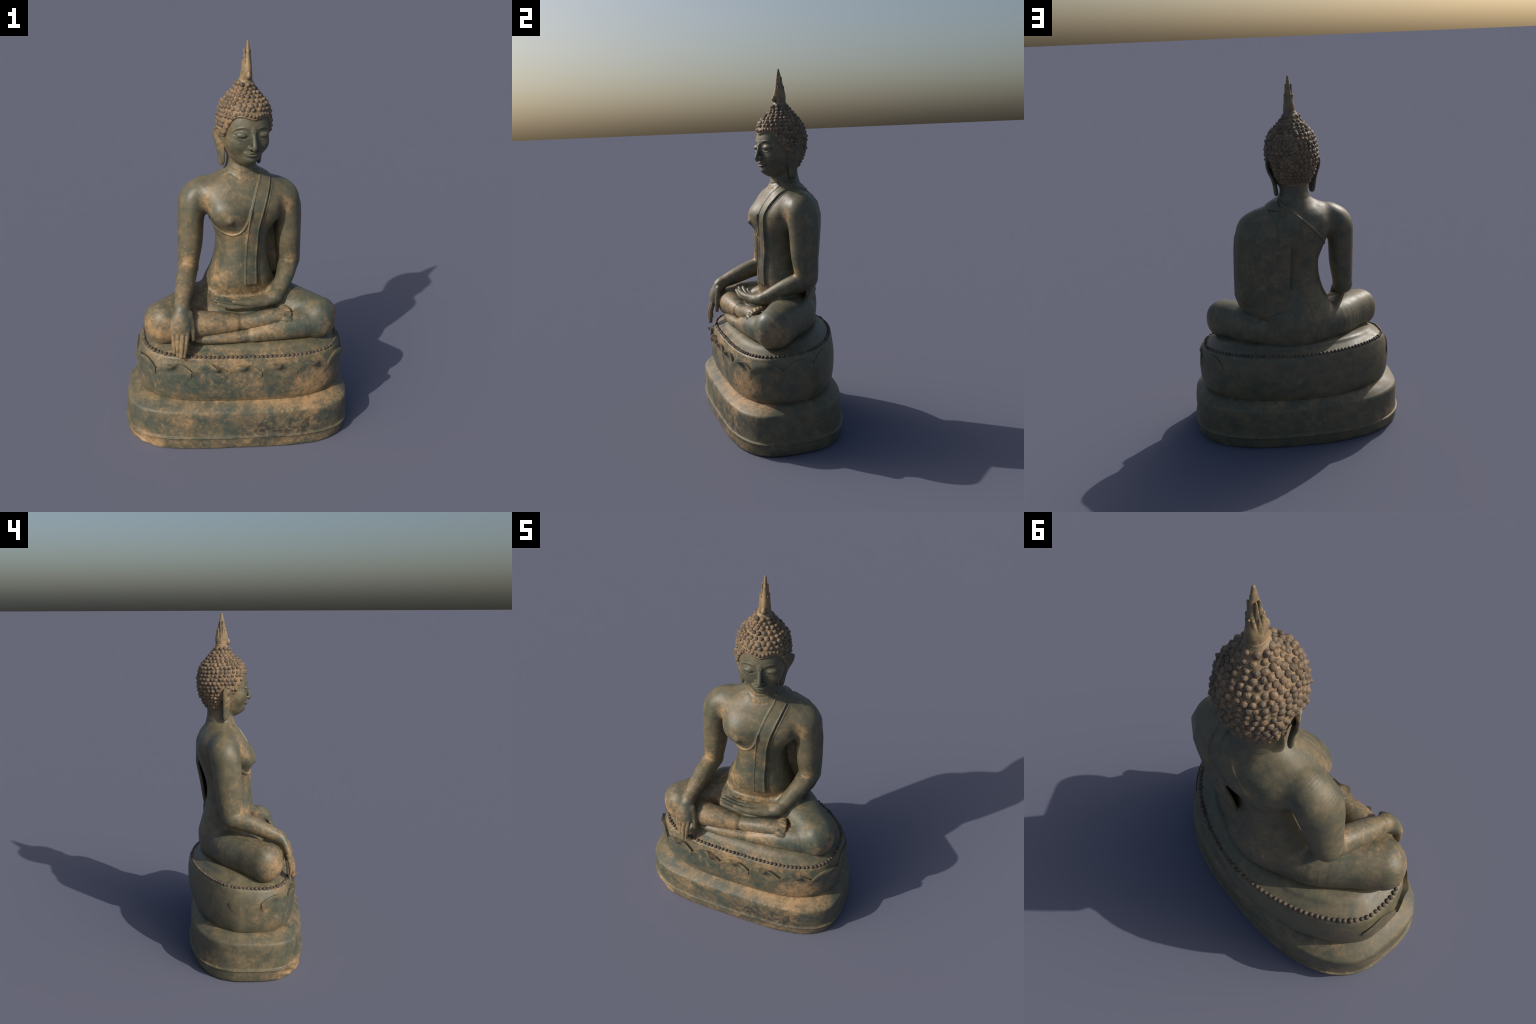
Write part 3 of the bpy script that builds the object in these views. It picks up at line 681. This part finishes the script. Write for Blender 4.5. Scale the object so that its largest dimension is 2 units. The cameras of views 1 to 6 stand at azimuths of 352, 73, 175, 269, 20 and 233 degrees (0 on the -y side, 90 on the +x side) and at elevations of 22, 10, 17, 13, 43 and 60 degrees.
# walk down the back profile in equal steps of surface length
zs = np.linspace(1.800, 1.448, 2000); rb = np.array([skull_radius(math.pi * .75, z) for z in zs])
sl = np.concatenate([[0], np.cumsum(np.hypot(np.diff(zs), np.diff(rb)))])
row = 0; s_ = .004
while s_ < sl[-1]:
    z0 = float(np.interp(s_, sl, zs))
    shrink = .80 if z0 < 1.50 else (.9 if z0 < 1.54 else 1.0)
    step = .0246 * shrink
    per_ = np.mean([skull_radius(a, z0) for a in np.linspace(0, 6.28, 24)]) * 2 * math.pi
    cnt = max(6, int(round(per_ / (step * 1.02))))
    for j in range(cnt):
        ph = (j + .5 * (row % 2)) / cnt * 2 * math.pi + rng.normal(0, .06 * .15 / max(per_, .2))
        spots.append((ph, z0 + rng.normal(0, .0015), shrink))
    s_ += step * .90; row += 1
placed = []
def try_curl(ph, z, shrink, follow=False):
    r = skull_radius(ph, z); lx, ly = r * math.sin(ph), -r * math.cos(ph)
    W = HEAD.world([[lx, ly, z]])[0]
    if not follow and hairline(W[None])[0] < .015: return
    # leave room for the ears
    if abs(abs(math.degrees(math.atan2(math.sin(ph), math.cos(ph)))) - 92) < 16 and z < 1.592: return
    e = 1e-3
    def at(p, zz):
        q = skull_radius(p, zz); return HEAD.world([[q * math.sin(p), -q * math.cos(p), zz]])[0]
    n = np.cross(at(ph + e, z) - W, at(ph, z + e) - W); n /= np.linalg.norm(n)
    if (W - np.array([*HEAD.o, z])) @ n < 0: n = -n
    placed.append((W, n, shrink))
for ph, z, sh in spots: try_curl(ph, z, sh)
# a row of curls right along the brow line
for d in np.arange(-66, 67, 7.2):
    z = float(np.interp(abs(d), HAIRLINE[:, 0], HAIRLINE[:, 1])) + .0165
    P = math.radians(d); r = skull_radius(P, z); W = HEAD.world([[r * math.sin(P), -r * math.cos(P), z]])[0]
    placed = [p for p in placed if np.linalg.norm(p[0] - W) > .0165]
    try_curl(P, z, .86, True)
# fill the gaps between the rows
for _ in range(6000):
    ph, z = rng.uniform(-math.pi, math.pi), rng.uniform(1.45, 1.79)
    r = skull_radius(ph, z); W = HEAD.world([[r * math.sin(ph), -r * math.cos(ph), z]])[0]
    sh = .80 if z < 1.50 else (.9 if z < 1.54 else .95)
    if min(np.linalg.norm(p[0] - W) for p in placed) > .0212 * sh: try_curl(ph, z, sh)
hair = PARTS['hair']
extra = []
for i, (W, n, sh) in enumerate(placed):
    r = .0119 * sh * (1 + rng.normal(0, .10)); h = .0098 * sh * (1 + rng.normal(0, .18))
    n = n + rng.normal(0, .10, 3); n /= np.linalg.norm(n)
    ob = place('curl', curl_meshes[i % 6], W - n * .001, n, (r, r * (1 + rng.normal(0, .06)), h), rng.uniform(0, 6.28), hair)
    if i >= 300: extra.append(ob)
if extra:
    bm = bmesh.new()
    for ob in extra:
        t = bmesh.new(); t.from_mesh(ob.data); t.transform(ob.matrix_world); me = bpy.data.meshes.new('tmp'); t.to_mesh(me); t.free(); bm.from_mesh(me); bpy.data.meshes.remove(me)
        bpy.data.objects.remove(ob)
    me = bpy.data.meshes.new('curls'); bm.to_mesh(me); bm.free()
    me.polygons.foreach_set('use_smooth', np.ones(len(me.polygons), bool)); me.materials.append(MAT_CURL)
    ob = bpy.data.objects.new('curls', me); bpy.context.collection.objects.link(ob); ob.parent = hair; ob['kind'] = 'stuff'
print('curls', len(placed), 'perimeter', per)

# ------------------------------------------------------------------ flame finial on top
def tube(rows, seg, fr):
    """Closed elliptic loft: rows x,y,z,rx,ry in a local frame."""
    C = catmull(rows, 6); th = np.linspace(0, 2 * math.pi, seg, endpoint=False); V = []
    for x, y, z, rx, ry in C:
        V += [[x + max(rx, .0008) * math.cos(a), y + max(ry, .0008) * math.sin(a), z] for a in th]
    V = fr.world(V); k = len(C); Q = ring_quads(k, seg).tolist()
    Q.append(list(range(seg))[::-1]); Q.append([(k - 1) * seg + j for j in range(seg)])
    return V, Q
MAT_FLAME = bronze('finial_bronze', .17, (), (), .5)
V_, Q_ = tube([[.002, -.003, 1.805, .030, .034], [.003, -.003, 1.822, .028, .033], [.003, -.003, 1.842, .028, .037], [.003, -.004, 1.866, .024, .036], [.004, -.004, 1.912, .015, .0245], [.004, -.005, 1.955, .0095, .0150], [.004, -.006, 1.98, .0070, .0090], [.0035, -.006, 1.996, .0045, .005], [.0035, -.006, 2.0, .001, .001]], 28, HEAD)
finial = mesh_object('flame_finial', V_, Q_, MAT_FLAME, root)
V_, Q_ = tube([[.001, -.001, 1.790, .038, .040], [.001, -.001, 1.801, .040, .041], [.001, -.001, 1.811, .037, .038], [.001, -.001, 1.818, .030, .032]], 28, HEAD)
mesh_object('collar', V_, Q_, MAT_FLAME, finial)
V_, Q_ = tube([[.002, -.036, 1.818, .003, .003], [.002, -.039, 1.825, .0105, .011], [.002, -.041, 1.836, .0125, .013], [.002, -.039, 1.848, .009, .010], [.002, -.037, 1.858, .002, .002]], 18, HEAD)
mesh_object('jewel', V_, Q_, MAT_FLAME, finial)
def tongue(phi, z0, z1, r0, r1, w, flare, ey):
    """Flame tongue hugging the core, pointed tip bent outwards."""
    s, c = math.sin(phi), -math.cos(phi)
    rows = []
    for f, wf, tf in ((0, .55, .6), (.12, 1, 1), (.35, 1, 1), (.65, .72, .9), (.88, .45, .8), (.97, .32, .7), (1, .10, .3)):
        r = r0 + (r1 - r0) * f ** .85 + flare * max(0, f - .82) / .18
        rows.append([r * s + .003, r * c * ey - .003, z0 + (z1 - z0) * f, wf * w, tf * .006])
    C = catmull(rows, 4); th = np.linspace(0, 2 * math.pi, 12, endpoint=False); V = []
    for x, y, z, a, b in C:
        for t in th:
            u, v = a * math.cos(t), b * math.sin(t)
            V.append([x + u * (-c) + v * s, y + u * s + v * c, z])
    k = len(C); Q = ring_quads(k, 12).tolist(); Q.append(list(range(12))[::-1]); Q.append([(k - 1) * 12 + j for j in range(12)])
    return HEAD.world(V), Q
for a in (-152, -112, -80, -46, 46, 80, 112, 152, 180):
    V_, Q_ = tongue(math.radians(a), 1.814, 1.908 + rng.normal(0, .003), .0255, .0185, .0125, .003, 1.0 + .22 * abs(math.cos(math.radians(a))))
    mesh_object('flame_tongue', V_, Q_, MAT_FLAME, finial)
for a in (-118, -72, 72, 118):
    V_, Q_ = tongue(math.radians(a), 1.85, 1.955 + rng.normal(0, .002), .0195, .0115, .0092, .003, 1.15)
    mesh_object('flame_tongue', V_, Q_, MAT_FLAME, finial)
print('done', round(time.time() - T0, 1))
